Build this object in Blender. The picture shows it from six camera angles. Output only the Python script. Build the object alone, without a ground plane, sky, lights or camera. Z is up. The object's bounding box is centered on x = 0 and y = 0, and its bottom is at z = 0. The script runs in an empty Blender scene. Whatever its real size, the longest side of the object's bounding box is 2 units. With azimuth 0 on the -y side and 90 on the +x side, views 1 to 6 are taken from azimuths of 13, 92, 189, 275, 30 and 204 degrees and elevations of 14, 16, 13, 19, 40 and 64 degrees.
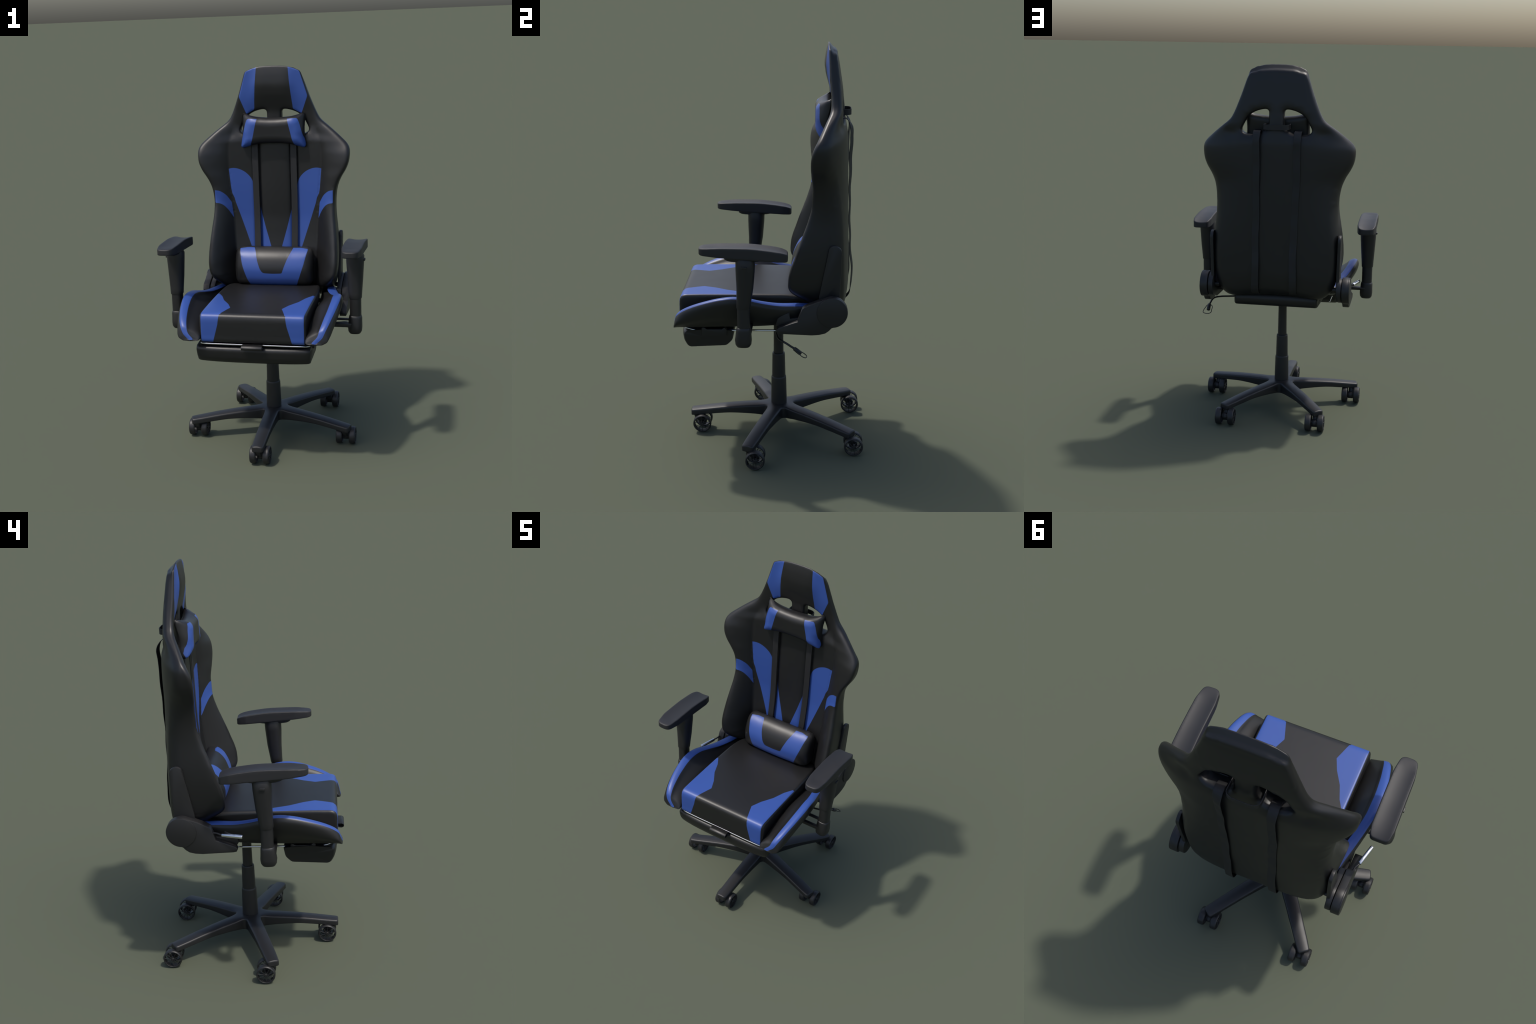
"""Racing-style swivel chair: bucket backrest with two cut-outs, head and lumbar
pillows, seat with wing bolsters, footrest, armrests, recliner hinges and a
five-arm base on twin-wheel casters.  Front of the chair looks along -y."""
import bpy, bmesh, math, random
import numpy as np
from mathutils import Vector, Matrix
from mathutils.geometry import delaunay_2d_cdt

random.seed(7)
rng = np.random.default_rng(7)


# ------------------------------------------------------------------ maths
def interp(pts):
    """Monotone cubic (Fritsch-Carlson) interpolant through (t, value) pairs."""
    p = np.array(sorted(pts), float)
    x, y = p[:, 0], p[:, 1]
    h = np.diff(x)
    d = np.diff(y) / h
    m = np.zeros_like(y)
    m[0], m[-1] = d[0], d[-1]
    for i in range(1, len(x) - 1):
        if d[i - 1] * d[i] > 0:
            w1, w2 = 2 * h[i] + h[i - 1], h[i] + 2 * h[i - 1]
            m[i] = (w1 + w2) / (w1 / d[i - 1] + w2 / d[i])

    def f(t):
        t = np.clip(np.asarray(t, float), x[0], x[-1])
        i = np.clip(np.searchsorted(x, t) - 1, 0, len(x) - 2)
        s = (t - x[i]) / h[i]
        return ((2 * s**3 - 3 * s**2 + 1) * y[i] + (s**3 - 2 * s**2 + s) * h[i] * m[i]
                + (-2 * s**3 + 3 * s**2) * y[i + 1] + (s**3 - s**2) * h[i] * m[i + 1])
    return f


def smooth(a, b, t):
    s = np.clip((np.asarray(t, float) - a) / (b - a), 0, 1)
    return s * s * (3 - 2 * s)


def rnd(d, r):
    """Depth of a rounded edge of radius r at distance d from the rim."""
    s = np.clip(d / np.maximum(r, 1e-6), 0, 1)
    return r * (1 - np.sqrt(np.maximum(0, 1 - (1 - s) ** 2)))


def catmull(pts, closed=False, sub=8):
    p = np.array(pts, float)
    n = len(p)
    out = []
    for i in range(n if closed else n - 1):
        if closed:
            a, b, c, d = p[i - 1], p[i], p[(i + 1) % n], p[(i + 2) % n]
        else:
            a = p[i - 1] if i else 2 * p[0] - p[1]
            b, c = p[i], p[i + 1]
            d = p[i + 2] if i + 2 < n else 2 * p[-1] - p[-2]
        ta = 0.0
        tb = ta + max(np.linalg.norm(b - a), 1e-9) ** 0.5
        tc = tb + max(np.linalg.norm(c - b), 1e-9) ** 0.5
        td = tc + max(np.linalg.norm(d - c), 1e-9) ** 0.5
        for k in range(sub):
            t = tb + (tc - tb) * k / sub
            a1 = (tb - t) / (tb - ta) * a + (t - ta) / (tb - ta) * b
            a2 = (tc - t) / (tc - tb) * b + (t - tb) / (tc - tb) * c
            a3 = (td - t) / (td - tc) * c + (t - tc) / (td - tc) * d
            b1 = (tc - t) / (tc - ta) * a1 + (t - ta) / (tc - ta) * a2
            b2 = (td - t) / (td - tb) * a2 + (t - tb) / (td - tb) * a3
            out.append((tc - t) / (tc - tb) * b1 + (t - tb) / (tc - tb) * b2)
    if not closed:
        out.append(p[-1])
    return np.array(out)


def resample(pts, step, closed=False):
    p = np.array(pts, float)
    if closed:
        p = np.vstack([p, p[:1]])
    s = np.concatenate([[0], np.cumsum(np.linalg.norm(np.diff(p, axis=0), axis=1))])
    n = max(3, int(round(s[-1] / step)))
    t = np.linspace(0, s[-1], n + 1)
    q = np.stack([np.interp(t, s, p[:, k]) for k in range(p.shape[1])], 1)
    return q[:-1] if closed else q


def fillet(pts, r, seg=6):
    """Round every corner of a closed polygon; r is a number or one per corner."""
    p = np.array(pts, float)
    n = len(p)
    rr = [r] * n if np.isscalar(r) else list(r)
    out = []
    for i in range(n):
        a, b, c = p[i - 1], p[i], p[(i + 1) % n]
        u, v = a - b, c - b
        lu, lv = np.linalg.norm(u), np.linalg.norm(v)
        u, v = u / lu, v / lv
        ang = math.acos(max(-1, min(1, u @ v)))
        if rr[i] <= 0 or ang > 3.1:
            out.append(b)
            continue
        t = min(rr[i] / math.tan(ang / 2), lu * .48, lv * .48)
        for k in range(seg + 1):
            s = k / seg
            out.append((1 - s)**2 * (b + u * t) + 2 * s * (1 - s) * b + s * s * (b + v * t))
    return np.array(out)


def inside(q, poly):
    x, y = q[:, 0], q[:, 1]
    r = np.zeros(len(q), bool)
    px, py = poly[:, 0], poly[:, 1]
    j = len(poly) - 1
    for i in range(len(poly)):
        c = (py[i] > y) != (py[j] > y)
        if c.any():
            r ^= c & (x < (px[j] - px[i]) * (y - py[i]) / (py[j] - py[i] + 1e-15) + px[i])
        j = i
    return r


def dist_to(q, poly):
    a = poly
    b = np.roll(poly, -1, 0)
    ab = b - a
    l2 = (ab**2).sum(1) + 1e-15
    out = np.empty(len(q))
    for s in range(0, len(q), 2000):
        c = q[s:s + 2000, None, :] - a[None]
        t = np.clip((c * ab).sum(2) / l2, 0, 1)
        out[s:s + 2000] = np.sqrt((((c - t[..., None] * ab))**2).sum(2).min(1))
    return out


def area(p):
    q = np.roll(p, -1, 0)
    return .5 * (p[:, 0] * q[:, 1] - q[:, 0] * p[:, 1]).sum()


# ------------------------------------------------------------------ materials
def new_mat(name):
    m = bpy.data.materials.new(name)
    m.use_nodes = True
    nt = m.node_tree
    return m, nt, nt.nodes["Principled BSDF"]


def grain(nt, bsdf, scale, strength, dist=0.001, rough=None, detail=3):
    """Fine bump (and a little roughness variation) on object coordinates."""
    tc = nt.nodes.new("ShaderNodeTexCoord")
    nz = nt.nodes.new("ShaderNodeTexNoise")
    nz.inputs["Scale"].default_value = scale
    nz.inputs["Detail"].default_value = detail
    nt.links.new(tc.outputs["Object"], nz.inputs["Vector"])
    bp = nt.nodes.new("ShaderNodeBump")
    bp.inputs["Strength"].default_value = strength
    bp.inputs["Distance"].default_value = dist
    nt.links.new(nz.outputs["Fac"], bp.inputs["Height"])
    nt.links.new(bp.outputs["Normal"], bsdf.inputs["Normal"])
    if rough:
        n2 = nt.nodes.new("ShaderNodeTexNoise")
        n2.inputs["Scale"].default_value = 9
        nt.links.new(tc.outputs["Object"], n2.inputs["Vector"])
        mr = nt.nodes.new("ShaderNodeMapRange")
        mr.inputs["To Min"].default_value, mr.inputs["To Max"].default_value = rough
        nt.links.new(n2.outputs["Fac"], mr.inputs["Value"])
        nt.links.new(mr.outputs["Result"], bsdf.inputs["Roughness"])
    return tc


def plain(name, col, rough, metal=0.0, bump=None, rvar=None, spec=0.5):
    m, nt, b = new_mat(name)
    b.inputs["Base Color"].default_value = (*col, 1)
    b.inputs["Roughness"].default_value = rough
    b.inputs["Metallic"].default_value = metal
    b.inputs["Specular IOR Level"].default_value = spec
    if bump:
        grain(nt, b, bump[0], bump[1], rough=rvar)
    return m


BLACK = (0.0105, 0.0105, 0.0110)
BLUE = (0.0325, 0.080, 0.312)
leather = plain("black_leather", BLACK, .42, bump=(420, .12), rvar=(.38, .46))
leather_blue = plain("blue_leather", BLUE, .42, bump=(420, .12), rvar=(.38, .46))
plastic = plain("black_plastic", (.0145, .0145, .0155), .46, bump=(700, .08), rvar=(.42, .5))
rubber = plain("soft_armrest_rubber", (.018, .018, .020), .55, bump=(600, .1))
webbing = plain("strap_webbing", (.0135, .0135, .0145), .6, bump=(900, .3))
steel = plain("painted_steel", (.012, .012, .013), .42, bump=(300, .05))
chrome = plain("chrome", (.78, .78, .80), .13, metal=1.0)


# ------------------------------------------------------------------ builders
ALL = []


def make(name, verts, faces, mats, parent=None, mat_idx=None, smooth_shade=True, recalc=True,
         angle=None):
    me = bpy.data.meshes.new(name)
    me.from_pydata([tuple(map(float, v)) for v in verts], [], [tuple(map(int, f)) for f in faces])
    for m in (mats if isinstance(mats, (list, tuple)) else [mats]):
        me.materials.append(m)
    if mat_idx is not None:
        me.polygons.foreach_set("material_index", np.asarray(mat_idx, np.int32))
    if recalc:
        bm = bmesh.new()
        bm.from_mesh(me)
        bmesh.ops.recalc_face_normals(bm, faces=bm.faces)
        bm.to_mesh(me)
        bm.free()
    me.polygons.foreach_set("use_smooth", [smooth_shade] * len(me.polygons))
    if angle is not None:
        me.set_sharp_from_angle(angle=math.radians(angle))
    me.update()
    ob = bpy.data.objects.new(name, me)
    bpy.context.scene.collection.objects.link(ob)
    if parent:
        ob.parent = parent
    ALL.append(ob)
    return ob


def split_regions(name, verts, faces, label, regions, parent):
    """One smooth body cut into several objects whose border vertices coincide and
    that keep the whole body's vertex normals.  regions = {label: (name, material)}."""
    me = bpy.data.meshes.new(name + "_whole")
    me.from_pydata([tuple(map(float, v)) for v in verts], [], [tuple(map(int, f)) for f in faces])
    me.polygons.foreach_set("use_smooth", [True] * len(me.polygons))
    me.update()
    nrm = np.empty(len(verts) * 3, np.float32)
    me.vertex_normals.foreach_get("vector", nrm)
    nrm = nrm.reshape(-1, 3)
    bpy.data.meshes.remove(me)
    verts = np.asarray(verts)
    first = None
    for key, (nm, mat) in regions.items():
        fs = [f for f, l in zip(faces, label) if l == key]
        if not fs:
            continue
        used = sorted({i for f in fs for i in f})
        mp = {v: k for k, v in enumerate(used)}
        ob = make(nm, verts[used], [[mp[i] for i in f] for f in fs], mat,
                  parent if first is None else first, recalc=False)
        ob.data.normals_split_custom_set_from_vertices([tuple(map(float, nrm[i])) for i in used])
        first = first or ob
    return first


def slab(outer, holes, front, back, spacing, ring_r, rows=6, panels=(), rings=6):
    """Padded body over a 2D outline (with holes): front and back skins come from
    front(q, d_outer, d_hole) and back(...) -> xyz, joined by a wall along every rim.
    panels = list of closed polygons whose edges are followed by the mesh.
    Returns verts, faces, panel label per face (0 = none; wall faces inherit none)."""
    loops = [np.array(outer)] + [np.array(h) for h in holes]
    if area(loops[0]) < 0:
        loops[0] = loops[0][::-1]
    for i in range(1, len(loops)):
        if area(loops[i]) > 0:
            loops[i] = loops[i][::-1]
    allseg = loops
    pts, edges = [], []

    def add_loop(lp):
        b = len(pts)
        pts.extend(map(tuple, lp))
        edges.extend((b + i, b + (i + 1) % len(lp)) for i in range(len(lp)))
    for lp in loops:
        add_loop(lp)
    panel_pts = []
    for pn in panels:
        add_loop(pn)
        panel_pts.append(pn)

    def dmin(q):
        return np.min([dist_to(q, lp) for lp in allseg], axis=0)

    def dom(q):
        r = inside(q, loops[0])
        for h in loops[1:]:
            r &= ~inside(q, h)
        return r
    cand = []
    for li, lp in enumerate(loops):
        r = ring_r if np.isscalar(ring_r) else ring_r[min(li, len(ring_r) - 1)]
        tang = np.roll(lp, -1, 0) - np.roll(lp, 1, 0)
        tang /= np.linalg.norm(tang, axis=1)[:, None]
        nor = np.stack([-tang[:, 1], tang[:, 0]], 1)
        for k in range(1, rings + 1):
            d = r * (1 - math.cos(math.pi / 2 * k / rings))
            q = lp + nor * d
            q = q[dom(q)]
            if len(q):
                q = q[dmin(q) > d * .93]
            if len(q):
                cand.append((q, min(d * .3, spacing * .3)))
    lo, hi = loops[0].min(0), loops[0].max(0)
    gx = np.arange(lo[0], hi[0], spacing)
    gy = np.arange(lo[1], hi[1], spacing * .866)
    X, Y = np.meshgrid(gx, gy)
    X = X + (np.arange(len(gy)) % 2)[:, None] * spacing * .5
    q = np.stack([X.ravel(), Y.ravel()], 1)
    q = q[dom(q)]
    rmax = ring_r if np.isscalar(ring_r) else max(ring_r)
    q = q[dmin(q) > rmax + spacing * .35] if len(q) else q
    cand.append((q, spacing * .3))
    for q, tol in cand:
        for pn in panel_pts:
            if len(q):
                q = q[dist_to(q, pn) > spacing * .4]
        pts.extend(map(tuple, q))
    V, E, F, ov, oe, of = delaunay_2d_cdt([Vector(p) for p in pts], edges, [], 0, 1e-6)
    P = np.array([tuple(v) for v in V])
    T = np.array([tuple(f) for f in F])
    cen = P[T].mean(1)
    T = T[dom(cen)]
    cen = P[T].mean(1)
    a, b, c = P[T[:, 0]], P[T[:, 1]], P[T[:, 2]]
    flip = ((b - a)[:, 0] * (c - a)[:, 1] - (b - a)[:, 1] * (c - a)[:, 0]) < 0
    T[flip] = T[flip][:, ::-1]
    used = np.unique(T)
    mp = -np.ones(len(P), int)
    mp[used] = np.arange(len(used))
    P, T = P[used], mp[T]
    label = np.zeros(len(T), int)
    for k, pn in enumerate(panels):
        label[inside(cen, np.array(pn))] = k + 1
    d0 = dist_to(P, loops[0])
    dh = np.min([dist_to(P, h) for h in loops[1:]], axis=0) if len(loops) > 1 else np.full(len(P), 9.)
    A, B = front(P, d0, dh), back(P, d0, dh)
    n = len(P)
    verts = [*A, *B]
    faces = [list(t) for t in T] + [[t[2] + n, t[1] + n, t[0] + n] for t in T]
    lab = list(label) + [0] * n_faces(T)
    # rim walls
    cnt = {}
    for t in T:
        for i in range(3):
            u, v = int(t[i]), int(t[(i + 1) % 3])
            cnt[(u, v)] = cnt.get((u, v), 0) + 1
    rim = [(u, v) for (u, v) in cnt if (v, u) not in cnt]
    col = {}
    for u, v in rim:
        for w in (u, v):
            if w not in col:
                ids = [w]
                for k in range(1, rows):
                    s = k / rows
                    col[w] = ids
                    ids.append(len(verts))
                    verts.append(A[w] * (1 - s) + B[w] * s)
                ids.append(w + n)
                col[w] = ids
    for u, v in rim:
        for k in range(rows):
            faces.append([col[u][k], col[u][k + 1], col[v][k + 1], col[v][k]])
            lab.append(-1)
    # how far each vertex may be smoothed: only near the rims, never on panel borders
    dm = np.minimum(d0, dh)
    soft = np.clip(1 - (dm - .7 * rmax) / (.6 * rmax), 0, 1)
    for pn in panel_pts:
        soft[dist_to(P, np.array(pn)) < spacing * .35] = 0
    soft = np.concatenate([soft, soft, np.ones(len(verts) - 2 * n)])
    return np.array(verts), faces, lab, soft


def n_faces(T):
    return len(T)


def relax(verts, faces, it, weight=.5, mask=None, axes=(1, 1, 1)):
    """A few passes of Laplacian smoothing; mask (0..1 per vertex) limits it."""
    v = np.array(verts, float)
    e = set()
    for f in faces:
        for i in range(len(f)):
            a, b = f[i], f[(i + 1) % len(f)]
            e.add((min(a, b), max(a, b)))
    e = np.array(list(e))
    deg = np.bincount(e.ravel(), minlength=len(v)).astype(float)
    for _ in range(it):
        s = np.zeros_like(v)
        np.add.at(s, e[:, 0], v[e[:, 1]])
        np.add.at(s, e[:, 1], v[e[:, 0]])
        d = (s / deg[:, None] - v) * weight * np.array(axes)
        v += d if mask is None else d * mask[:, None]
    return v


def loft(secs, closed=True, caps=True):
    """Quads between equal-length sections; end caps as triangle fans."""
    secs = [np.array(s, float) for s in secs]
    m, n = len(secs), len(secs[0])
    verts = [p for s in secs for p in s]
    faces = []
    for i in range(m - 1):
        for j in range(n if closed else n - 1):
            k = (j + 1) % n
            faces.append([i * n + j, i * n + k, (i + 1) * n + k, (i + 1) * n + j])
    if caps:
        for i in (0, m - 1):
            c = len(verts)
            verts.append(secs[i].mean(0))
            for j in range(n):
                faces.append([c, i * n + j, i * n + (j + 1) % n])
    return verts, faces


def merge(*parts):
    V, F = [], []
    for v, f in parts:
        b = len(V)
        V.extend(v)
        F.extend([[i + b for i in q] for q in f])
    return V, F


def tube(path, r, seg=12, radii=None):
    p = np.array(path, float)
    t = np.gradient(p, axis=0)
    t /= np.linalg.norm(t, axis=1)[:, None]
    up = np.array([0, 0, 1.]) if abs(t[0][2]) < .9 else np.array([1., 0, 0])
    a = np.cross(t[0], up)
    a /= np.linalg.norm(a)
    secs = []
    for i in range(len(p)):
        a = a - t[i] * (a @ t[i])
        a /= np.linalg.norm(a)
        b = np.cross(t[i], a)
        rr = r if radii is None else radii[i]
        secs.append([p[i] + rr * (math.cos(q) * a + math.sin(q) * b)
                     for q in np.linspace(0, 2 * math.pi, seg, endpoint=False)])
    return loft(secs)


def lathe(profile, centre, axis='z', seg=40):
    """Closed-end revolve of (radius, height) pairs."""
    secs = []
    for r, h in profile:
        ring = []
        for q in np.linspace(0, 2 * math.pi, seg, endpoint=False):
            a, b = r * math.cos(q), r * math.sin(q)
            ring.append({'z': (a, b, h), 'x': (h, a, b), 'y': (b, h, a)}[axis])
        secs.append(np.array(ring) + np.array(centre))
    return loft(secs)


def ring_profile(profile, centre, axis='x', seg=44):
    """Revolve a closed (radius, height) section into a ring."""
    n = len(profile)
    verts, faces = [], []
    for q in np.linspace(0, 2 * math.pi, seg, endpoint=False):
        for r, h in profile:
            a, b = r * math.cos(q), r * math.sin(q)
            verts.append(np.array({'z': (a, b, h), 'x': (h, a, b), 'y': (b, h, a)}[axis]) + np.array(centre))
    for i in range(seg):
        for j in range(n):
            k, l = (j + 1) % n, (i + 1) % seg
            faces.append([i * n + j, i * n + k, l * n + k, l * n + j])
    return verts, faces


def prism(poly, lo, hi, axis, bev=.003):
    """Plate with chamfered rims: poly in the two other axes, extruded lo..hi."""
    p = np.array(poly, float)
    if area(p) < 0:
        p = p[::-1]
    t = np.roll(p, -1, 0) - np.roll(p, 1, 0)
    t /= np.linalg.norm(t, axis=1)[:, None]
    nor = np.stack([-t[:, 1], t[:, 0]], 1)
    secs = []
    for d, h in ((bev, lo), (bev * .3, lo + bev * .3), (0, lo + bev), (0, hi - bev), (bev * .3, hi - bev * .3), (bev, hi)):
        q = p + nor * d
        secs.append([{'x': (h, a, b), 'y': (a, h, b), 'z': (a, b, h)}[axis] for a, b in q])
    m, n = len(secs), len(p)
    verts = [np.array(v) for s in secs for v in s]
    faces = []
    for i in range(m - 1):
        for j in range(n):
            k = (j + 1) % n
            faces.append([i * n + j, i * n + k, (i + 1) * n + k, (i + 1) * n + j])
    faces.append(list(range(n))[::-1])
    faces.append([(m - 1) * n + j for j in range(n)])
    return verts, faces


def ribbon(path, width_dir, width, thick, tilt=None):
    """Flat strap swept along a path; width_dir is the (constant) sideways direction."""
    p = np.array(path, float)
    w = np.array(width_dir, float)
    t = np.gradient(p, axis=0)
    t /= np.linalg.norm(t, axis=1)[:, None]
    secs = []
    for i in range(len(p)):
        ww = w - t[i] * (w @ t[i])
        ww /= np.linalg.norm(ww)
        n = np.cross(t[i], ww)
        if tilt is not None:
            c, q = math.cos(tilt[i]), math.sin(tilt[i])
            ww, n = c * ww + q * n, c * n - q * ww
        hw, ht = width / 2, thick / 2
        secs.append([p[i] + a * hw * ww + b * ht * n for a, b in
                     ((-1, -.4), (-.96, -1), (0, -1), (.96, -1), (1, -.4), (1, .4), (.96, 1), (0, 1), (-.96, 1), (-1, .4))])
    return loft(secs)


def mirror_loop(half):
    """Close a half outline (x >= 0, listed top to bottom) by its mirror image."""
    h = np.array(half, float)
    return np.vstack([h, (h * [-1, 1])[::-1][1:-1]])


# ------------------------------------------------------------------ chair root
chair = bpy.data.objects.new("swivel_chair", None)
bpy.context.scene.collection.objects.link(chair)
chair.empty_display_size = .2
chair["label"] = "black and blue racing style swivel chair with pillows and footrest"
chair["category"] = "office chair"

# ------------------------------------------------------------------ backrest
half_outline = catmull([
    (0, 2.0022), (.05, 2.0007), (.09, 1.9965), (.125, 1.9845), (.1485, 1.9765), (.1545, 1.9705), (.1615, 1.948), (.175, 1.905),
    (.196, 1.842), (.217, 1.786), (.236, 1.742), (.251, 1.715), (.264, 1.702), (.298, 1.676), (.333, 1.649),
    (.370, 1.618), (.403, 1.588), (.416, 1.566), (.4185, 1.538), (.412, 1.487), (.395, 1.446),
    (.371, 1.408), (.350, 1.362), (.339, 1.312), (.3355, 1.262), (.338, 1.205), (.346, 1.140),
    (.354, 1.070), (.359, 1.000), (.3585, .935), (.351, .888), (.337, .862), (.318, .842),
    (.288, .815), (.250, .796), (.200, .790), (0, .788)], sub=6)
back_outline = resample(mirror_loop(resample(half_outline, .009)), .0095, closed=True)
hw_z = interp([(p[1], p[0]) for p in half_outline[30:-30:3]] + [(2.01, .15), (1.972, .15), (.862, .345), (.80, .345)])

hole_half = fillet([(.041, 1.768), (.072, 1.7665), (.105, 1.758), (.135, 1.744), (.160, 1.722),
                    (.196, 1.652), (.168, 1.634), (.125, 1.632), (.085, 1.640), (.060, 1.655), (.041, 1.668)],
                   [.014, 0, .05, .05, .04, .014, .02, .03, .03, .02, .02])
hole_r = resample(hole_half, .0065, closed=True)
hole_l = hole_r * [-1, 1]

panel_y = interp([(2.0, .284), (1.9, .285), (1.82, .289), (1.75, .298), (1.69, .299), (1.64, .286), (1.59, .268),
                  (1.45, .264), (1.32, .262), (1.2, .262), (1.1, .256), (1.0, .244), (.9, .226), (.8, .21)])
centre_y = interp([(2.0, .283), (1.95, .272), (1.90, .2665), (1.86, .271), (1.80, .287), (1.75, .299), (1.69, .299),
                   (1.64, .287), (1.59, .270), (1.4, .270), (1.2, .270), (1.1, .266), (1.0, .254), (.9, .23), (.8, .21)])
rim_y = interp([(2.0, .2825), (1.97, .2835), (1.85, .286), (1.75, .2935), (1.71, .291), (1.66, .266), (1.59, .230),
                (1.525, .200), (1.475, .194), (1.43, .195), (1.35, .203), (1.28, .200), (1.23, .186),
                (1.13, .147), (1.03, .108), (.94, .080), (.89, .076), (.86, .082), (.83, .09)])
seam_x = interp([(2.0, .08), (1.8, .12), (1.7, .19), (1.62, .245), (1.55, .258), (1.45, .258), (1.3, .244), (1.2, .237), (1.0, .228), (.85, .22)])
back_y = interp([(2.0, .325), (1.97, .327), (1.88, .340), (1.78, .355), (1.70, .364), (1.64, .369), (1.58, .378),
                 (1.4, .382), (1.1, .386), (.92, .387), (.86, .380), (.80, .362)])
crown = interp([(2.0, .006), (1.78, .018), (1.70, .028), (1.64, .070), (1.58, .108), (1.50, .106), (1.40, .090), (1.3, .070), (1.15, .052), (.95, .042), (.8, .040)])
r_front = interp([(2.0, .004), (1.9, .009), (1.75, .012), (1.65, .016), (1.5, .018), (1.3, .020), (1.15, .030), (1.0, .035), (.8, .035)])
r_back = interp([(2.0, .016), (1.9, .015), (1.75, .014), (1.65, .018), (1.5, .020), (1.35, .045), (.8, .05)])


def back_front(q, d, dh):
    x, z = np.abs(q[:, 0]), q[:, 1]
    w = hw_z(z)
    xs = seam_x(z)
    yp = panel_y(z) + (centre_y(z) - panel_y(z)) * (1 - smooth(.05, .18, x)) * smooth(1.7, 1.8, z)
    mid = smooth(1.64, 1.58, z)
    yp = yp + mid * .017 * np.clip(1 - x / xs, 0, .6) / .6     # dished towards the middle
    # central strip: gently convex, its edges sinking into the strap channels
    yp = yp + mid * (-.006 * np.clip(1 - (x / .09)**2, 0, 1)
                     + .014 * np.exp(-((x - .103) / .014)**2) + .004 * np.clip(1 - ((x - .18) / .08)**2, -1, 0))
    t = np.clip((x - xs) / np.maximum(w - xs, .02), 0, 1)
    blend = .35 * t + .65 * np.sin(t * math.pi / 2)
    y = yp + (rim_y(z) - yp) * blend + .0025 * np.exp(-((x - xs) / .004)**2) * smooth(1.62, 1.55, z)
    y = y + rnd(d, r_front(z)) + rnd(dh, np.full_like(d, .014))
    return np.stack([q[:, 0], y, z], 1)


narrow = interp([(2.0, 1.0), (1.5, 1.0), (1.3, 1.01), (1.15, .99), (1.0, .97), (.9, .95), (.8, .94)])


def back_back(q, d, dh):
    x, z = q[:, 0], q[:, 1]
    w = hw_z(z)
    y = back_y(z) - crown(z) * np.clip(np.abs(x) / w, 0, 1)**3
    y = y - rnd(d, r_back(z)) - .75 * rnd(dh, np.full_like(d, .028)) \
        - .006 * np.exp(-(((np.abs(x) - .250) / .035)**2 + ((z - 1.635) / .028)**2))
    z2 = z - (.042 + .043 * np.clip(np.abs(x) / .30, 0, 1)**2) * smooth(1.02, .845, z) - .025 * smooth(1.91, 2.0, z)
    return np.stack([x * narrow(z), y, z2], 1)


def both(poly):
    p = np.array(poly)
    return [p, (p * [-1, 1])[::-1]]


dense = lambda p: resample(p, .008, closed=True)
big_blue = dense(np.vstack([
    catmull([(.119, 1.30), (.121, 1.350), (.135, 1.392), (.165, 1.426), (.205, 1.447), (.235, 1.4515), (.2585, 1.448)], sub=5),
    [(.248, 1.335), (.2435, 1.312), (.231, 1.285), (.226, 1.262), (.141, 1.006), (.126, .95), (.116, .95)]]))
wedge_blue = dense([(.090, 1.232), (.060, 1.115), (.024, .99), (.095, .99)])
bolster_blue = dense(np.vstack([
    catmull([(.327, 1.337), (.305, 1.332), (.275, 1.308), (.247, 1.262)], sub=5),
    [(.238, 1.172)],
    catmull([(.240, 1.178), (.262, 1.222), (.285, 1.252), (.305, 1.264), (.327, 1.268)], sub=5)]))
head_blue = dense([(.0865, 1.9935), (.120, 1.9835), (.1445, 1.972), (.149, 1.967), (.189, 1.838), (.1535, 1.746), (.148, 1.7455),
                   (.107, 1.7685), (.1045, 1.80), (.098, 1.87), (.0915, 1.94)])
panels = both(big_blue) + both(wedge_blue) + both(bolster_blue) + both(head_blue)
v, f, lab, soft = slab(back_outline, [hole_r, hole_l], back_front, back_back, .0095, [.035, .016], rows=10,
                 panels=panels, rings=6)
v = relax(v, f, 6, .4, mask=soft)
regions = {0: ("backrest", leather)}
for k in range(1, len(panels) + 1):
    regions[k] = ("accent_panel", leather_blue)
backrest = split_regions("backrest", v, f, [max(l, 0) for l in lab], regions, chair)

# ------------------------------------------------------------------ back straps
def strap_path(x, side):
    pr = [(x * .98, .322, 1.640), (x, .350, 1.654), (x, .376, 1.647), (x, .398, 1.600), (x, .402, 1.54), (x, .399, 1.45),
          (x, .397, 1.30), (x, .398, 1.15), (x, .402, 1.02), (x, .411, .90), (x, .408, .84), (x, .396, .79),
          (x, .368, .762), (x, .33, .752), (x, .28, .745)]
    if side < 0:
        pr = [(a - .004 + .012 * smooth(1.5, 1.0, c), b - .004, c) for a, b, c in pr]
    p = catmull(pr, sub=6)
    p[:, 1] += -.008 * smooth(1.62, 1.56, p[:, 2]) + .0015 * np.sin(p[:, 2] * 41 + side)
    p[:, 0] += .0015 * np.sin(p[:, 2] * 23 + side * 2)
    return p


for x, s in ((.099, 1), (-.115, -1)):
    pth = strap_path(x, s)
    tl = .38 * smooth(1.655, 1.60, pth[:, 2]) * (1 - .45 * smooth(1.5, 1.2, pth[:, 2])) * smooth(.77, .85, pth[:, 2])
    vv, ff = ribbon(pth, (1, 0, 0), .040, .003, tilt=tl * (1 if s > 0 else .6))
    make("back_strap", vv, ff, webbing, backrest, angle=40)

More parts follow.
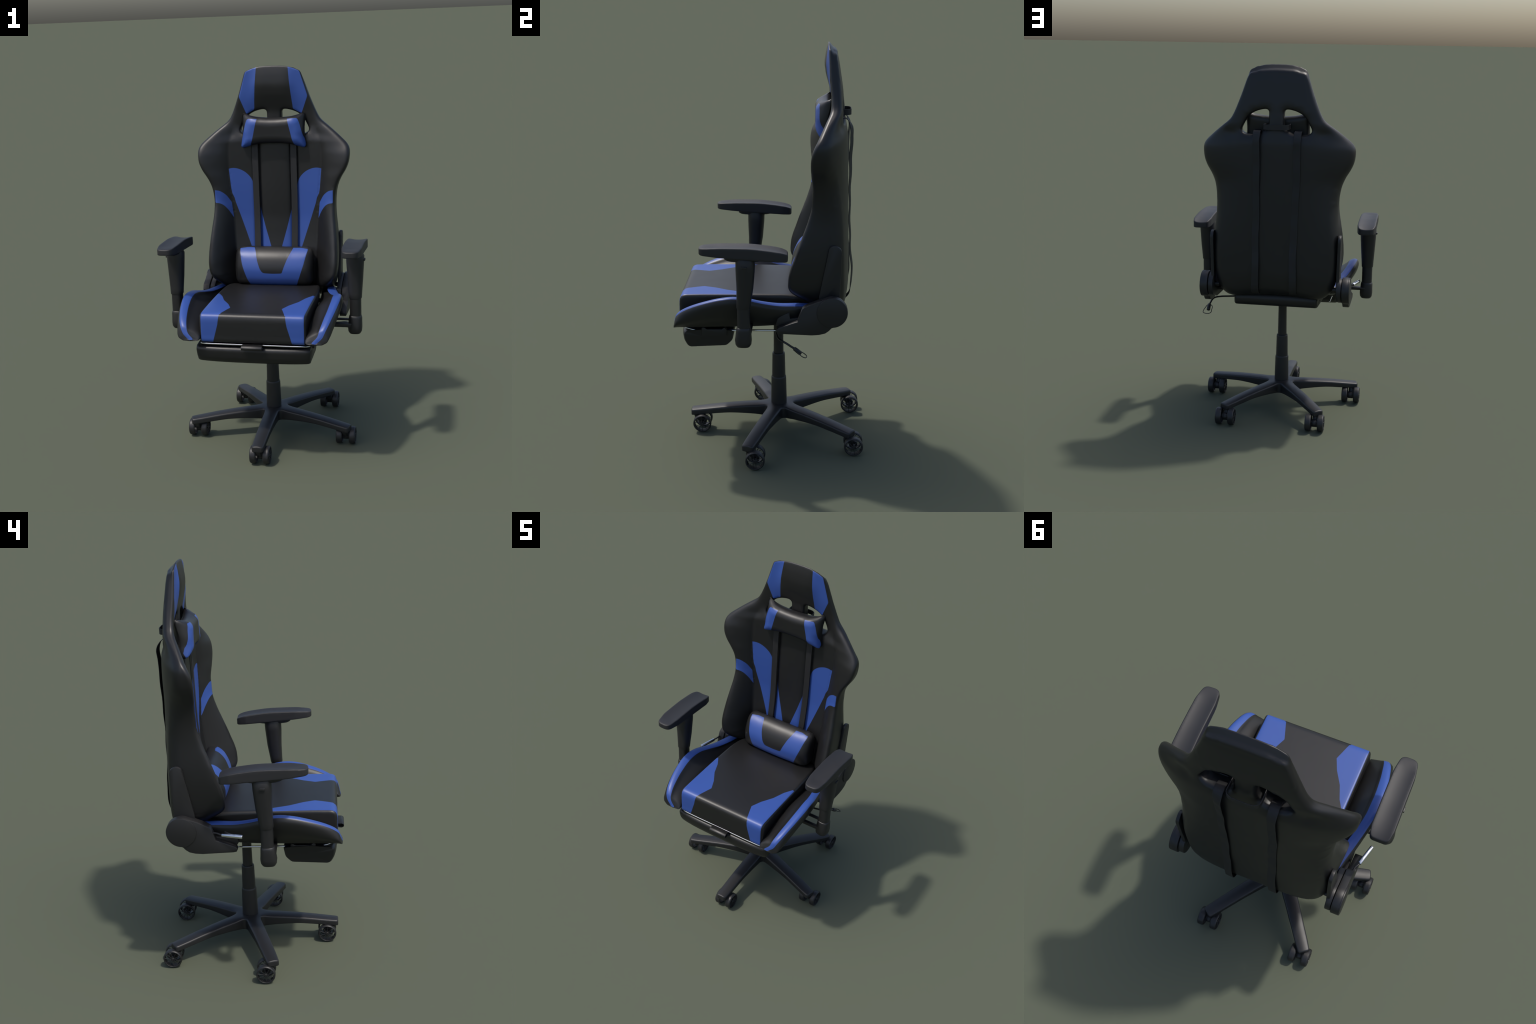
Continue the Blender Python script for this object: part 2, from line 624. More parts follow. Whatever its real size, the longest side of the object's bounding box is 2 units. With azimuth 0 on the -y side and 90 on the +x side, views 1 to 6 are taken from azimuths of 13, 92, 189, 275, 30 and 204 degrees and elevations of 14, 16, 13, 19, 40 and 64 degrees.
for s in (1, -1):
    zz = np.linspace(1.655, .93, 60)
    yy = interp([(1.655, .304), (1.62, .280), (1.55, .270), (1.2, .264), (1.0, .243), (.93, .232)])(zz)
    xx = np.interp(zz, [.93, 1.1, 1.3, 1.6, 1.66], [.103, .105, .107, .107, .106])
    vv, ff = ribbon(np.stack([s * xx, yy, zz], 1), (1, 0, 0), .034, .003)
    make("front_strap", vv, ff, webbing, backrest, angle=40)

# ------------------------------------------------------------------ head pillow
pil_half = catmull([(0, 1.7255), (.05, 1.7275), (.10, 1.7325), (.14, 1.741), (.163, 1.7495), (.1735, 1.748), (.1755, 1.735),
                    (.1725, 1.70), (.1715, 1.66), (.1735, 1.62), (.1790, 1.585), (.1795, 1.570), (.171, 1.5625),
                    (.150, 1.5675), (.12, 1.577), (.07, 1.5855), (0, 1.588)], sub=6)
pil_outline = resample(mirror_loop(pil_half), .007, closed=True)


def pil_front(q, d, dh):
    x, z = np.abs(q[:, 0]), q[:, 1]
    y = .222 + .035 * smooth(.10, .18, x) * smooth(1.64, 1.75, z) + .008 * smooth(.12, .18, x) \
        - .004 * smooth(1.64, 1.57, z)
    y = y + 1.05 * rnd(d, np.full_like(d, .040))
    return np.stack([q[:, 0], y, z], 1)


def pil_back(q, d, dh):
    x, z = np.abs(q[:, 0]), q[:, 1]
    y = .303 - .006 * smooth(.16, .05, z - 1.57) + .006 * smooth(.1, .18, x) - .85 * rnd(d, np.full_like(d, .030))
    return np.stack([q[:, 0], y, z], 1)


pil_blue = dense([(.0835, 1.7215), (.110, 1.7235), (.1350, 1.7235), (.142, 1.714), (.149, 1.695), (.158, 1.66), (.166, 1.63), (.1725, 1.615),
                  (.1785, 1.589), (.1785, 1.5715), (.171, 1.5640), (.150, 1.5690), (.1225, 1.5775), (.110, 1.61), (.096, 1.67)])
v, f, lab, soft = slab(pil_outline, [], pil_front, pil_back, .008, .038, rows=5, panels=both(pil_blue), rings=8)
v = relax(v, f, 6, .4, mask=soft)
head_pillow = split_regions("head_pillow", v, f, [max(l, 0) for l in lab],
                            {0: ("head_pillow", leather), 1: ("accent_panel", leather_blue), 2: ("accent_panel", leather_blue)}, chair)
loop = catmull([(.062, .300, 1.676), (.064, .345, 1.676), (.062, .378, 1.676), (.045, .391, 1.676), (0, .3935, 1.676),
                (-.050, .391, 1.676), (-.070, .378, 1.676), (-.073, .345, 1.676), (-.070, .300, 1.676)], sub=6)
vv, ff = ribbon(loop, (0, 0, 1), .028, .003)
make("pillow_strap", vv, ff, webbing, head_pillow, angle=40)

# ------------------------------------------------------------------ lumbar pillow
lum_outline = resample(fillet([(-.216, .815), (.216, .815), (.216, 1.024), (-.216, 1.024)], .042, 10), .007, closed=True)


def lum_front(q, d, dh):
    x, z = np.abs(q[:, 0]), q[:, 1]
    y = .103 + .022 * ((z - .905) / .1)**2 + .012 * (x / .216)**2 + .018 * smooth(.90, 1.03, z)
    e = np.minimum(np.abs(1.03 - z), np.abs(z - .815))
    y = y + .75 * rnd(d, np.full_like(d, .050))
    return np.stack([q[:, 0], y, z], 1)


def lum_back(q, d, dh):
    y = .245 - .8 * rnd(d, np.full_like(d, .05))
    return np.stack([q[:, 0], y, q[:, 1]], 1)


lum_blue = np.array(
    [(.1075, 1.0225), (.150, 1.0225), (.190, 1.0175), (.184, .995), (.170, .940), (.150, .880), (.127, .8165),
     (0, .8165), (-.127, .8165), (-.150, .880), (-.170, .940), (-.184, .995), (-.190, 1.0175), (-.150, 1.0225), (-.1075, 1.0225),
     (-.098, 1.005), (-.085, .960), (-.070, .920), (-.0585, .902), (-.047, .896), (0, .894), (.052, .896), (.066, .935), (.082, .975)])
v, f, lab, soft = slab(lum_outline, [], lum_front, lum_back, .008, .05, rows=5, panels=[dense(lum_blue)], rings=9)
v = relax(v, f, 6, .4, mask=soft)
split_regions("lumbar_pillow", v, f, [max(l, 0) for l in lab],
              {0: ("lumbar_pillow", leather), 1: ("accent_panel", leather_blue)}, chair)

# ------------------------------------------------------------------ seat cushion
seat_profile = np.array([  # (y, z) of the top edge line, front bottom -> back bottom
    (-.408, .678), (-.432, .684), (-.4345, .720), (-.4345, .770), (-.4330, .800), (-.4270, .818), (-.412, .8275), (-.38, .8300),
    (-.20, .8315), (-.02, .8300), (.10, .8260), (.19, .811), (.250, .782), (.284, .750), (.3000, .722), (.302, .700),
    (.292, .676), (.270, .668)])
sp = resample(catmull(seat_profile, sub=8), .009)
half_w = interp([(-.44, .272), (-.2, .270), (0, .266), (.12, .260), (.22, .243), (.31, .234)])


verts, faces, lab = [], [], []
ct = np.array([.02, .68])
for i, (y, z) in enumerate(sp):
    # outward normal of the profile
    a, b = sp[max(i - 1, 0)], sp[min(i + 1, len(sp) - 1)]
    t = (b - a) / np.linalg.norm(b - a)
    nrm = np.array([-t[1], t[0]])
    w = float(half_w(y))
    r = .016
    row = []
    for k in range(7):                       # rounded shoulder on the +x side
        q = math.pi / 2 * k / 6
        row.append((w - r * (1 - math.cos(q)), r * (1 - math.sin(q))))
    xs_in = np.linspace(w - r, -(w - r), 33)[1:-1]
    prof = row + [(x, 0.) for x in xs_in] + [(-a0, b0) for a0, b0 in row[::-1]]
    for x, dn in prof:
        sag = -.004 * (1 - (x / w)**2) * smooth(-.40, -.2, y) * smooth(.15, .0, y) * 0
        verts.append((x, y - nrm[0] * dn, z - nrm[1] * dn + sag))
    nrow = len(prof)
for i in range(len(sp) - 1):
    for j in range(nrow - 1):
        faces.append([i * nrow + j, i * nrow + j + 1, (i + 1) * nrow + j + 1, (i + 1) * nrow + j])
# flat sides and underside
for side in (0, nrow - 1):
    ring = [i * nrow + side for i in range(len(sp))]
    c = len(verts)
    n0 = len(ring)
    base = np.array([verts[i] for i in ring])
    inner = base.copy()
    prev = ring
    for kk, (inset, sc) in enumerate(((.0015, .94), (.0, .8), (.0, .45))):
        cur = []
        for p in base:
            q = np.array([p[0], ct[0] + (p[1] - ct[0]) * sc, .72 + (p[2] - .72) * sc])
            cur.append(len(verts))
            verts.append(q)
        for i in range(n0 - 1):
            faces.append([prev[i], prev[i + 1], cur[i + 1], cur[i]])
        faces.append([prev[-1], prev[0], cur[0], cur[-1]])
        prev = cur
    c = len(verts)
    verts.append((base[:, 0].mean(), ct[0], .72))
    for i in range(n0):
        faces.append([prev[i], prev[(i + 1) % n0], c])
first_row = list(range(nrow))
last_row = [(len(sp) - 1) * nrow + j for j in range(nrow)]
for j in range(nrow - 1):
    faces.append([first_row[j], first_row[j + 1], last_row[j + 1], last_row[j]])


def fcurve_node(nt, src, lo, hi, pts):
    """Value -> value through a Float Curve node holding the (t, value) pairs."""
    mr = nt.nodes.new("ShaderNodeMapRange")
    mr.inputs["From Min"].default_value, mr.inputs["From Max"].default_value = lo, hi
    nt.links.new(src, mr.inputs["Value"])
    fc = nt.nodes.new("ShaderNodeFloatCurve")
    cm = fc.mapping
    c = cm.curves[0]
    P = [((t - lo) / (hi - lo), val) for t, val in sorted(pts)]
    while len(c.points) < len(P):
        c.points.new(.5, .5)
    for pt, (a, b) in zip(c.points, P):
        pt.location = (a, b)
        pt.handle_type = 'VECTOR'
    cm.update()
    nt.links.new(mr.outputs["Result"], fc.inputs["Value"])
    return fc.outputs["Value"]


def math_node(nt, op, a, b=None):
    n = nt.nodes.new("ShaderNodeMath")
    n.operation = op
    for i, x in enumerate((a, b)):
        if x is None:
            continue
        if isinstance(x, (int, float)):
            n.inputs[i].default_value = x
        else:
            nt.links.new(x, n.inputs[i])
    return n.outputs[0]


def seat_material():
    m, nt, bs = new_mat("seat_leather")
    tc = grain(nt, bs, 420, .14, rough=(.38, .46))
    sx = nt.nodes.new("ShaderNodeSeparateXYZ")
    nt.links.new(tc.outputs["Object"], sx.inputs[0])
    ax = math_node(nt, 'ABSOLUTE', sx.outputs["X"])
    top = fcurve_node(nt, sx.outputs["Y"], -.46, .0,
                      [(-.46, .167), (-.424, .166), (-.405, .160), (-.325, .1335), (-.266, .158), (-.200, .198), (-.13, .224), (-.083, .252), (0.0, .262)])
    frt = fcurve_node(nt, sx.outputs["Z"], .66, .84, [(.66, .208), (.69, .200), (.729, .189), (.775, .176), (.84, .166)])
    is_front = math_node(nt, 'LESS_THAN', sx.outputs["Y"], -.418)
    mx = nt.nodes.new("ShaderNodeMix")
    mx.data_type = 'FLOAT'
    nt.links.new(is_front, mx.inputs[0])
    nt.links.new(top, mx.inputs[2])
    nt.links.new(frt, mx.inputs[3])
    a = math_node(nt, 'GREATER_THAN', ax, mx.outputs[0])
    b = math_node(nt, 'LESS_THAN', ax, .2625)
    c = math_node(nt, 'LESS_THAN', sx.outputs["Y"], -.081)
    k = math_node(nt, 'MULTIPLY', math_node(nt, 'MULTIPLY', a, b), c)
    cm = nt.nodes.new("ShaderNodeMix")
    cm.data_type = 'RGBA'
    cm.inputs[6].default_value = (*BLACK, 1)
    cm.inputs[7].default_value = (*BLUE, 1)
    nt.links.new(k, cm.inputs[0])
    nt.links.new(cm.outputs[2], bs.inputs["Base Color"])
    return m


seat = make("seat_cushion", verts, faces, seat_material(), chair, angle=62)

# ------------------------------------------------------------------ seat bolsters
def bolster_mesh(s):
    ys = np.concatenate([np.linspace(-.453, -.436, 14), np.arange(-.428, .246, .010)])
    cx = interp([(-.453, .330), (-.4515, .344), (-.4485, .357), (-.444, .367), (-.438, .374), (-.43, .379), (-.415, .386), (-.36, .400), (-.29, .412), (-.2, .420), (-.12, .416), (-.04, .400), (.05, .378), (.14, .356), (.25, .335)])
    cz = interp([(-.453, .699), (-.4515, .712), (-.4485, .724), (-.445, .735), (-.441, .748), (-.435, .760), (-.41, .782), (-.36, .808), (-.29, .833), (-.22, .851), (-.165, .857), (-.10, .849), (-.03, .829), (.06, .809), (.14, .802), (.25, .792)])
    bz = interp([(-.47, .696), (-.44, .688), (-.3, .688), (-.1, .690), (.05, .697), (.16, .72), (.25, .752)])
    ox = interp([(-.47, .345), (-.44, .350), (-.3, .345), (.0, .338), (.25, .320)])
    ix = interp([(-.47, .285), (-.44, .272), (-.2, .268), (.1, .262), (.25, .255)])
    om = interp([(-.453, .348), (-.4515, .362), (-.446, .380), (-.43, .389), (-.36, .396), (-.2, .398), (0, .376), (.25, .333)])
    bw = interp([(-.45, .034), (-.42, .043), (-.3, .050), (-.2, .053), (-.05, .050), (.14, .060), (.25, .06)])
    secs = []
    for y in ys:
        X, Z, B = float(cx(y)), float(cz(y)), float(bz(y))
        O, I, W = float(ox(y)), float(ix(y)), float(bw(y))
        h = Z - B
        ctrl = [(I, B + .004), (I - .004, B + .36 * h), (I + .018, B + .60 * h),
                (I + (X - I) * .52, Z - .16 * h), (X - W, Z - .045 * h), (X - W * .45, Z + .002), (X - .008, Z - .004),
                (X + .001, Z - .18 * h), (float(om(y)), B + .42 * h), (O + .008, B + .12 * h), (O - .012, B), ((O + I) / 2, B - .001)]
        ring = catmull(ctrl, closed=True, sub=5)
        secs.append(np.stack([s * ring[:, 0], np.full(len(ring), y), ring[:, 1]], 1))
    # pull both ends together so the bolster closes in a soft nose
    def shrink(ring, a, dy):
        c = ring.mean(0)
        q = c + (ring - c) * a
        q[:, 1] += dy
        return q
    head = [shrink(secs[0], a, dy) for a, dy in ((.40, -.0032), (.80, -.0022))]
    tail = [shrink(secs[-1], a, dy) for a, dy in ((.93, .004), (.78, .008), (.5, .010))]
    n = len(secs[0])
    v, f = loft(head + secs + tail)
    m = len(head)
    L = []
    for q in f:
        if len(q) == 3:
            L.append(0)
            continue
        j = min(q[0] % n, q[1] % n) if abs(q[0] % n - q[1] % n) == 1 else n - 1
        i = q[0] // n
        lo, hi = 20, 30
        L.append(1 if lo <= j < hi and i >= 0 and i < len(secs) + m - 1 else 0)
    v = relax(v, f, 4, .5)
    if s < 0:
        f = [q[::-1] for q in f]
    return v, f, L


for s in (1, -1):
    v, f, L = bolster_mesh(s)
    # consistent outward faces
    me = bpy.data.meshes.new("tmp")
    me.from_pydata([tuple(p) for p in v], [], f)
    bm = bmesh.new()
    bm.from_mesh(me)
    bmesh.ops.recalc_face_normals(bm, faces=bm.faces)
    f = [[w.index for w in q.verts] for q in bm.faces]
    bm.free()
    bpy.data.meshes.remove(me)
    split_regions("seat_bolster", v, f, L, {0: ("seat_bolster", leather), 1: ("accent_panel", leather_blue)}, chair)

# ------------------------------------------------------------------ frame under the seat
vv, ff = merge(prism([(-.22, -.30), (.22, -.30), (.22, .22), (-.22, .22)], .664, .682, 'z'),
               prism([(-.345, .155), (.345, .155), (.345, .185), (-.345, .185)], .722, .738, 'z'),
               prism([(-.345, .07), (.345, .07), (.345, .10), (-.345, .10)], .700, .716, 'z'))
make("seat_frame", vv, ff, steel, chair, angle=40)

# ------------------------------------------------------------------ footrest
foot_side = fillet([(-.418, .652), (-.412, .600), (-.394, .566), (-.205, .575), (-.178, .602), (-.168, .655), (-.30, .662)],
                   [.024, .05, .022, .022, .03, .012, 0])
foot_side = resample(foot_side, .008, closed=True)
secs = []
for u in np.concatenate([[-1, -.997, -.985, -.965, -.94], np.linspace(-.9, .9, 25), [.94, .965, .985, .997, 1]]):
    x = -.006 + .292 * u
    e = 1 - .045 * max(0, (abs(u) - .94) / .06)**2.2 if abs(u) > .94 else 1
    c = np.array([-.295, .615])
    q = c + (foot_side - c) * e
    q[:, 1] -= .003 * (1 - u * u) * smooth(.64, .57, q[:, 1])
    q[:, 0] -= .016 * (1 - u**4) * smooth(-.34, -.41, q[:, 0])
    xx = x - np.sign(u) * .010 * smooth(.64, .57, q[:, 1]) * abs(u)**4 * .4
    secs.append(np.stack([xx, q[:, 0], q[:, 1]], 1))
vv, ff = loft(secs)
footrest = make("footrest", vv, ff, leather, chair, angle=50)

side = [(.278, .052, .6525), (.278, -.10, .6525), (.278, -.30, .6515), (.278, -.355, .653), (.277, -.384, .659),
        (.270, -.406, .665), (.252, -.418, .669), (.20, -.421, .669), (0, -.421, .669)]
path = np.vstack([catmull(side, sub=6), (catmull(side, sub=6) * [-1, 1, 1])[::-1][1:]])
vv, ff = tube(path, .0048, 12)
make("footrest_rod", vv, ff, chrome, footrest)
for s in (1, -1):
    poly = fillet([(-.326, .628), (-.204, .628), (-.204, .658), (-.214, .672), (-.228, .662), (-.302, .662), (-.314, .672), (-.326, .668)], .003, 3)
    vv, ff = prism(poly, *sorted((s * .270, s * .294)), 'x', .002)
    make("rod_clamp", vv, ff, plastic, footrest, angle=35)
lp = resample(fillet([(-.428, .673), (-.455, .673), (-.465, .666), (-.463, .655), (-.452, .651), (-.428, .655)], .005, 4), .003)
vv, ff = ribbon(np.stack([np.zeros(len(lp)), lp[:, 0], lp[:, 1]], 1), (1, 0, 0), .106, .0032)
make("pull_tab", vv, ff, leather, footrest, angle=40)

# ------------------------------------------------------------------ armrests
pad_out = resample(fillet([(.438, -.308), (.514, -.306), (.527, -.225), (.529, .050), (.519, .097), (.436, .097), (.425, .050), (.426, -.225)],
                             [.034, .034, .12, .05, .022, .022, .05, .12], 10), .007, closed=True)
pad_top = interp([(-.33, 1.122), (-.29, 1.128), (-.2, 1.132), (-.1, 1.131), (0, 1.122), (.06, 1.112), (.10, 1.101)])
pad_bot = interp([(-.33, 1.094), (-.2, 1.082), (-.1, 1.074), (0, 1.067), (.10, 1.060)])


def pad_f(q, d, dh):
    z = pad_top(q[:, 1]) - .004 - .006 * (1 - np.clip((q[:, 0] - .477) / .044, -1, 1)**2) * smooth(-.30, -.22, q[:, 1]) - rnd(d, np.full_like(d, .0055))
    return np.stack([q[:, 0], q[:, 1], z], 1)


def pad_b(q, d, dh):
    z = pad_bot(q[:, 1]) + rnd(d, np.full_like(d, .005))
    return np.stack([q[:, 0], q[:, 1], z], 1)


pad_v, pad_fc, _, _ = slab(pad_out, [], pad_f, pad_b, .010, .0056, rows=4, rings=5)


def oval(cx, cy, rx, ry, z, n=36, p=2.6):
    out = []
    for q in np.linspace(0, 2 * math.pi, n, endpoint=False):
        c, s = math.cos(q), math.sin(q)
        out.append((cx + rx * math.copysign(abs(c)**(2 / p), c), cy + ry * math.copysign(abs(s)**(2 / p), s), z))
    return out


def flip_x(v, s):
    v = np.array(v, float)
    v[:, 0] *= s
    return v


for s in (1, -1):
    sleeve = loft([oval(.478, -.096, .036, .040, 1.078), oval(.479, -.096, .0465, .045, 1.055), oval(.479, -.097, .0450, .0445, 1.02), oval(.479, -.100, .0395, .039, .93),
                   oval(.479, -.106, .0345, .0335, .86), oval(.479, -.108, .0335, .0325, .838), oval(.479, -.108, .0325, .0315, .835), oval(.479, -.108, .028, .027, .835)])
    armrest = make("armrest", flip_x(sleeve[0], s), sleeve[1], plastic, chair, angle=40)
    make("armrest_pad", flip_x(pad_v, s), pad_fc, rubber, armrest)
    fl = loft([oval(.477, -.100, .030, .095, 1.082, p=2.2), oval(.477, -.100, .034, .092, 1.066, p=2.2), oval(.477, -.100, .030, .080, 1.059, p=2.2), oval(.477, -.100, .020, .05, 1.058, p=2.2)])
    make("pad_mount", flip_x(fl[0], s), fl[1], plastic, armrest, angle=50)
    post = loft([oval(.479, -.108, .0295, .0295, .845), oval(.479, -.108, .0295, .0295, .73)])
    make("armrest_post", flip_x(post[0], s), post[1], plastic, armrest, angle=40)
    foot = loft([oval(.478, -.109, .030, .030, .742), oval(.478, -.109, .0325, .0325, .738), oval(.478, -.109, .0345, .0345, .728), oval(.477, -.110, .0355, .0365, .705),
                 oval(.476, -.111, .037, .0395, .678), oval(.476, -.111, .035, .037, .658), oval(.476, -.111, .028, .030, .647), oval(.476, -.111, .014, .015, .6435)])
    make("post_socket", flip_x(foot[0], s), foot[1], plastic, armrest, angle=60)
    knob = merge(prism(fillet([(-.113, 1.032), (-.087, 1.032), (-.087, 1.043), (-.113, 1.043)], .003, 3), .515, .531, 'x', .0015))
    make("height_button", flip_x(knob[0], s), knob[1], plastic, armrest, angle=40)
    br = merge(prism(fillet([(.26, -.145), (.47, -.145), (.47, -.126), (.26, -.126)], .002, 2), .684, .704, 'z', .002),
               prism(fillet([(.26, -.092), (.47, -.092), (.47, -.073), (.26, -.073)], .002, 2), .704, .713, 'z', .002))
    make("armrest_bracket", flip_x(br[0], s), br[1], steel, armrest, angle=40)

# ------------------------------------------------------------------ recliner hinges
HC = (.301, .787)                                   # hinge centre (y, z)


def disc(r, n=48, c=HC):
    return [(c[0] + r * math.cos(q), c[1] + r * math.sin(q)) for q in np.linspace(0, 2 * math.pi, n, endpoint=False)]


def arc(r, a0, a1, n=14, c=HC):
    return [(c[0] + r * math.cos(math.radians(a)), c[1] + r * math.sin(math.radians(a))) for a in np.linspace(a0, a1, n)]


outer_arm = arc(.0725, -75, 118, 26) + [(.228, .838), (.170, .812), (.161, .805)] + [(.146, .768), (.139, .742)] + \
    [(.122, .737), (.050, .711), (.041, .704), (.038, .696), (.044, .684), (.060, .681), (.206, .6745), (.240, .677), (.268, .684), (.285, .696), (.298, .710)]
inner_arm = arc(.066, -80, 120, 24) + [(.24, .835), (.19, .815), (.165, .80), (.146, .748)] + [(.104, .744), (.102, .774), (.090, .771), (.06, .757), (.043, .742), (.036, .715), (.045, .700), (.10, .694), (.24, .700), (.29, .72)]
upright = [(.236, .80), (.240, .85), (.257, .94), (.2855, 1.082), (.294, 1.092), (.310, 1.097), (.330, 1.090), (.342, 1.078), (.3455, 1.062), (.342, .95), (.338, .87), (.338, .80)]
for s in (1, -1):
    vv, ff = prism(outer_arm, .374, .410, 'x', .0035)
    v2, f2 = prism(disc(.0722), .405, .416, 'x', .003)
    vv, ff = merge((vv, ff), (v2, f2))
    hinge = make("recliner_hinge", flip_x(vv, s), ff, plastic, chair, angle=35)
    vv, ff = merge(prism(inner_arm, .344, .371, 'x', .003))
    make("hinge_plate", flip_x(vv, s), ff, plastic, hinge, angle=35)
    vv, ff = prism(resample(fillet(upright, .004, 3), .008, True), .341, .358, 'x', .003)
    # lean the blade with the flank of the backrest
    vv = np.array(vv)
    vv[:, 0] += .004 * smooth(.86, 1.09, vv[:, 2])
    make("back_bracket", flip_x(vv, s), ff, plastic, hinge, angle=35)
    vv, ff = lathe([(.001, .318), (.012, .318), (.012, .345), (.001, .345)], (0, HC[0], HC[1]), 'x', 24)
    make("hinge_pin", flip_x(vv, s), ff, steel, hinge, angle=35)

# recline lever: bent rod with a thick polished grip, on the -x side
vv, ff = tube(catmull([(-.392, .20, .778), (-.401, .160, .779), (-.403, .135, .778), (-.411, .117, .774), (-.415, .106, .773)], sub=5), .0045, 12)
lever = make("recline_lever", vv, ff, steel, chair)
a, b = np.array([-.4145, .108, .7735]), np.array([-.4405, .009, .7725])
vv, ff = tube([a, a + (b - a) * .02, a + (b - a) * .3, a + (b - a) * .6, a + (b - a) * .97, b], .0098, 20, radii=[.0085, .0098, .0098, .0098, .0098, .0088])
make("lever_grip", vv, ff, chrome, lever, angle=40)

# height lever with wire loop, on the +x side
vv, ff = tube(catmull([(.20, .038, .655), (.317, .039, .646), (.375, .052, .644), (.400, .070, .641), (.410, .088, .634), (.415, .108, .622), (.419, .126, .612)], sub=5), .0052, 12)
hl = make("height_lever", vv, ff, steel, chair)
vv, ff = tube([(.4188, .122, .6145), (.4189, .124, .613), (.4187, .138, .6015), (.418, .153, .589), (.418, .155, .5873)], .0095, 16, radii=[.007, .0095, .0105, .0105, .008])
make("lever_grip", vv, ff, plastic, hl, angle=50)
wl = catmull([(.429, .128, .610), (.437, .140, .600), (.446, .160, .584), (.444, .174, .577), (.428, .181, .574), (.410, .181, .574), (.399, .172, .579), (.398, .155, .590), (.399, .135, .604), (.408, .127, .611)], closed=True, sub=5)
vv, ff = tube(np.vstack([wl, wl[:2]]), .0022, 8)
make("lever_loop", vv, ff, plastic, hl)

# ------------------------------------------------------------------ gas lift and base
BC = np.array([-.001, .036])
lift = merge(lathe([(.001, .10), (.041, .10), (.041, .15), (.0405, .20), (.0385, .295), (.0375, .3015), (.0355, .304), (.0335, .304), (.001, .304)], (*BC, 0)),
             lathe([(.001, .29), (.0348, .29), (.0348, .31), (.0325, .425), (.0316, .4305), (.0297, .4325), (.0275, .4325), (.001, .4325)], (*BC, 0)),
             lathe([(.001, .42), (.0255, .42), (.0255, .45), (.0240, .60), (.0235, .69), (.001, .69)], (*BC, 0)))
make("gas_lift", *lift, plastic, chair, angle=40)

leg_dirs = [math.radians(-90 + 72 * k) for k in range(5)]
R_TIP = .462
hw_leg = interp([(.0, .040), (.10, .0375), (.2, .0355), (.35, .0335), (.45, .0320)])
star = []
for a in leg_dirs:
    d = np.array([math.cos(a), math.sin(a)])
    n = np.array([-d[1], d[0]])
    wv = [(r, -float(hw_leg(r))) for r in (.115, .2, .3, .40)] + [(R_TIP, -.030), (R_TIP, .030)] + [(r, float(hw_leg(r))) for r in (.40, .3, .2, .115)]
    star += [BC + d * r + n * w for r, w in wv]
    # valley point between this leg and the next
    a2 = a + math.radians(36)
    star.append(BC + np.array([math.cos(a2), math.sin(a2)]) * .064)
radii = ([.0, 0, 0, 0, .014, .014, 0, 0, 0, .0] + [.026]) * 5
star = resample(fillet(star, radii, 8), .006, closed=True)
leg_top = interp([(0, .156), (.06, .1555), (.12, .153), (.2, .1475), (.3, .1380), (.4, .1255), (.47, .1165)])
leg_bot = interp([(0, .088), (.07, .092), (.14, .100), (.25, .1040), (.35, .097), (.47, .0840)])


def star_top(q, d, dh):
    r = np.linalg.norm(q - BC, axis=1)
    th = np.arctan2(q[:, 1] - BC[1], q[:, 0] - BC[0]) + math.pi / 2
    k = 2 * math.pi / 5
    lat = r * np.sin(np.abs(th - k * np.round(th / k)))       # distance from the arm's axis
    z = leg_top(r) - .006 * np.clip(lat / .034, 0, 1)**2 * smooth(.05, .12, r) - rnd(d, np.full_like(d, .0065))
    return np.stack([q[:, 0], q[:, 1], z], 1)


def star_bot(q, d, dh):
    r = np.linalg.norm(q - BC, axis=1)
    z = leg_bot(r) + rnd(d, np.full_like(d, .004))
    s = .94 + .06 * smooth(.2, .0, r)
    return np.stack([q[:, 0], q[:, 1], z], 1)


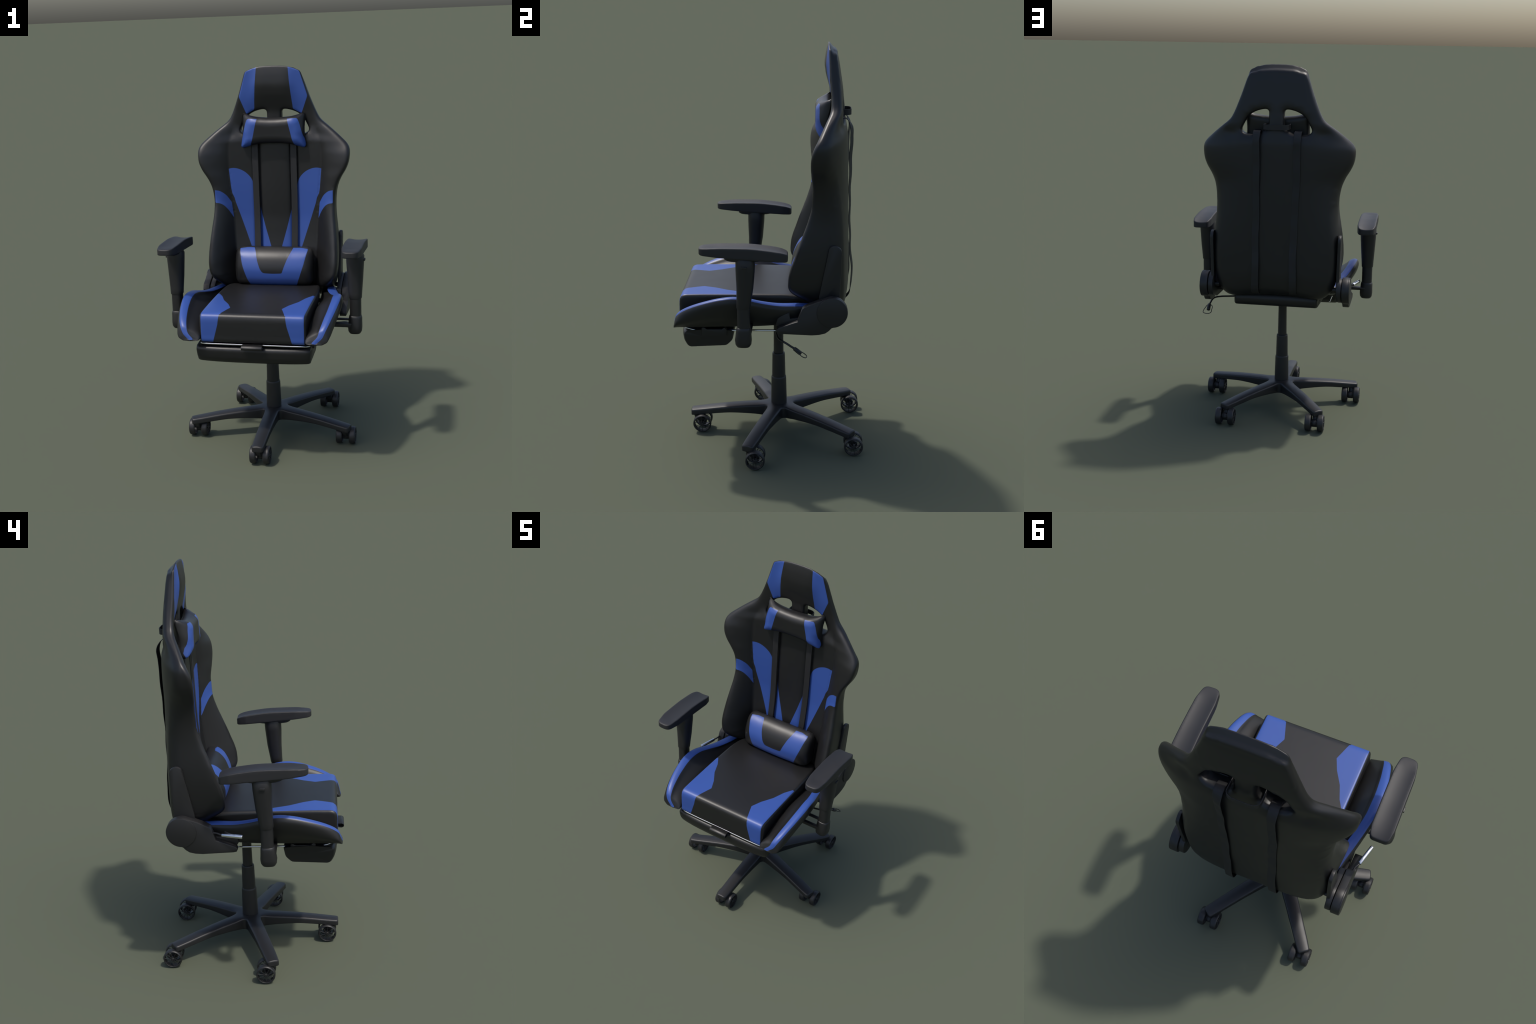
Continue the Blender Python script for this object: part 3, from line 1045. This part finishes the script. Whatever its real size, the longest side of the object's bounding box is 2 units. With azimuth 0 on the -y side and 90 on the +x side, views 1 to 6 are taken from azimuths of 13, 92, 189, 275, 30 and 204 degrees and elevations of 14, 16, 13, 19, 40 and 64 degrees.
v, f, _, _ = slab(star, [], star_top, star_bot, .009, .008, rows=4, rings=5)
base = make("star_base", v, f, plastic, chair)

# ------------------------------------------------------------------ casters
WR = .0475
tyre = fillet([(.0395, -.0165), (.0435, -.0170), (.0475, -.011), (.0475, .011), (.0435, .0170), (.0395, .0165)], .003, 3)
wv, wf = ring_profile(tyre, (0, 0, 0), 'x', 48)
parts = [(wv, wf)]
parts.append(lathe([(.001, -.016), (.0085, -.016), (.0085, .013), (.0065, .0155), (.001, .0155)], (0, 0, 0), 'x', 20))
for k in range(10):
    q = 2 * math.pi * (k + .25) / 10
    c, s = math.cos(q), math.sin(q)
    parts.append(tube([(.012, .006 * c, .006 * s), (.0145, .022 * c, .022 * s), (.0155, .041 * c, .041 * s)], .0015, 6))
wheel_mesh = None
for a in leg_dirs:
    d = np.array([math.cos(a), math.sin(a)])
    pivot = BC + d * .432
    cx, cy = pivot[0] + .004, pivot[1] + .029
    if abs(d[0]) > .5 and d[1] < 0:
        cy = pivot[1] + .030
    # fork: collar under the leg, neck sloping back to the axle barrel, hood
    neck = loft([oval(*pivot, .019, .020, .100), oval(*pivot, .018, .020, .084),
                 oval(pivot[0] + .001, pivot[1] + .004, .0165, .020, .072), oval(cx - .001, cy - .012, .0155, .019, .056), oval(cx, cy - .003, .015, .016, .042)])
    barrel = lathe([(.001, -.0150), (.019, -.0150), (.021, -.013), (.021, .013), (.019, .0150), (.001, .0150)], (cx, cy, WR - .002), 'x', 28)
    axle = lathe([(.001, -.05), (.004, -.05), (.004, .05), (.001, .05)], (cx, cy, WR), 'x', 12)
    caster = make("caster", *merge(neck, barrel, axle), plastic, base, angle=45)
    for s in (1, -1):
        if wheel_mesh is None:
            w = make("wheel", *merge(*parts), plastic, caster, angle=45)
            wheel_mesh = w.data
        else:
            w = bpy.data.objects.new("wheel", wheel_mesh)
            bpy.context.scene.collection.objects.link(w)
            w.parent = caster
        w.location = (cx + s * .0348, cy, WR)
        w.rotation_euler = (random.uniform(0, .6), 0, 0 if s > 0 else math.pi)
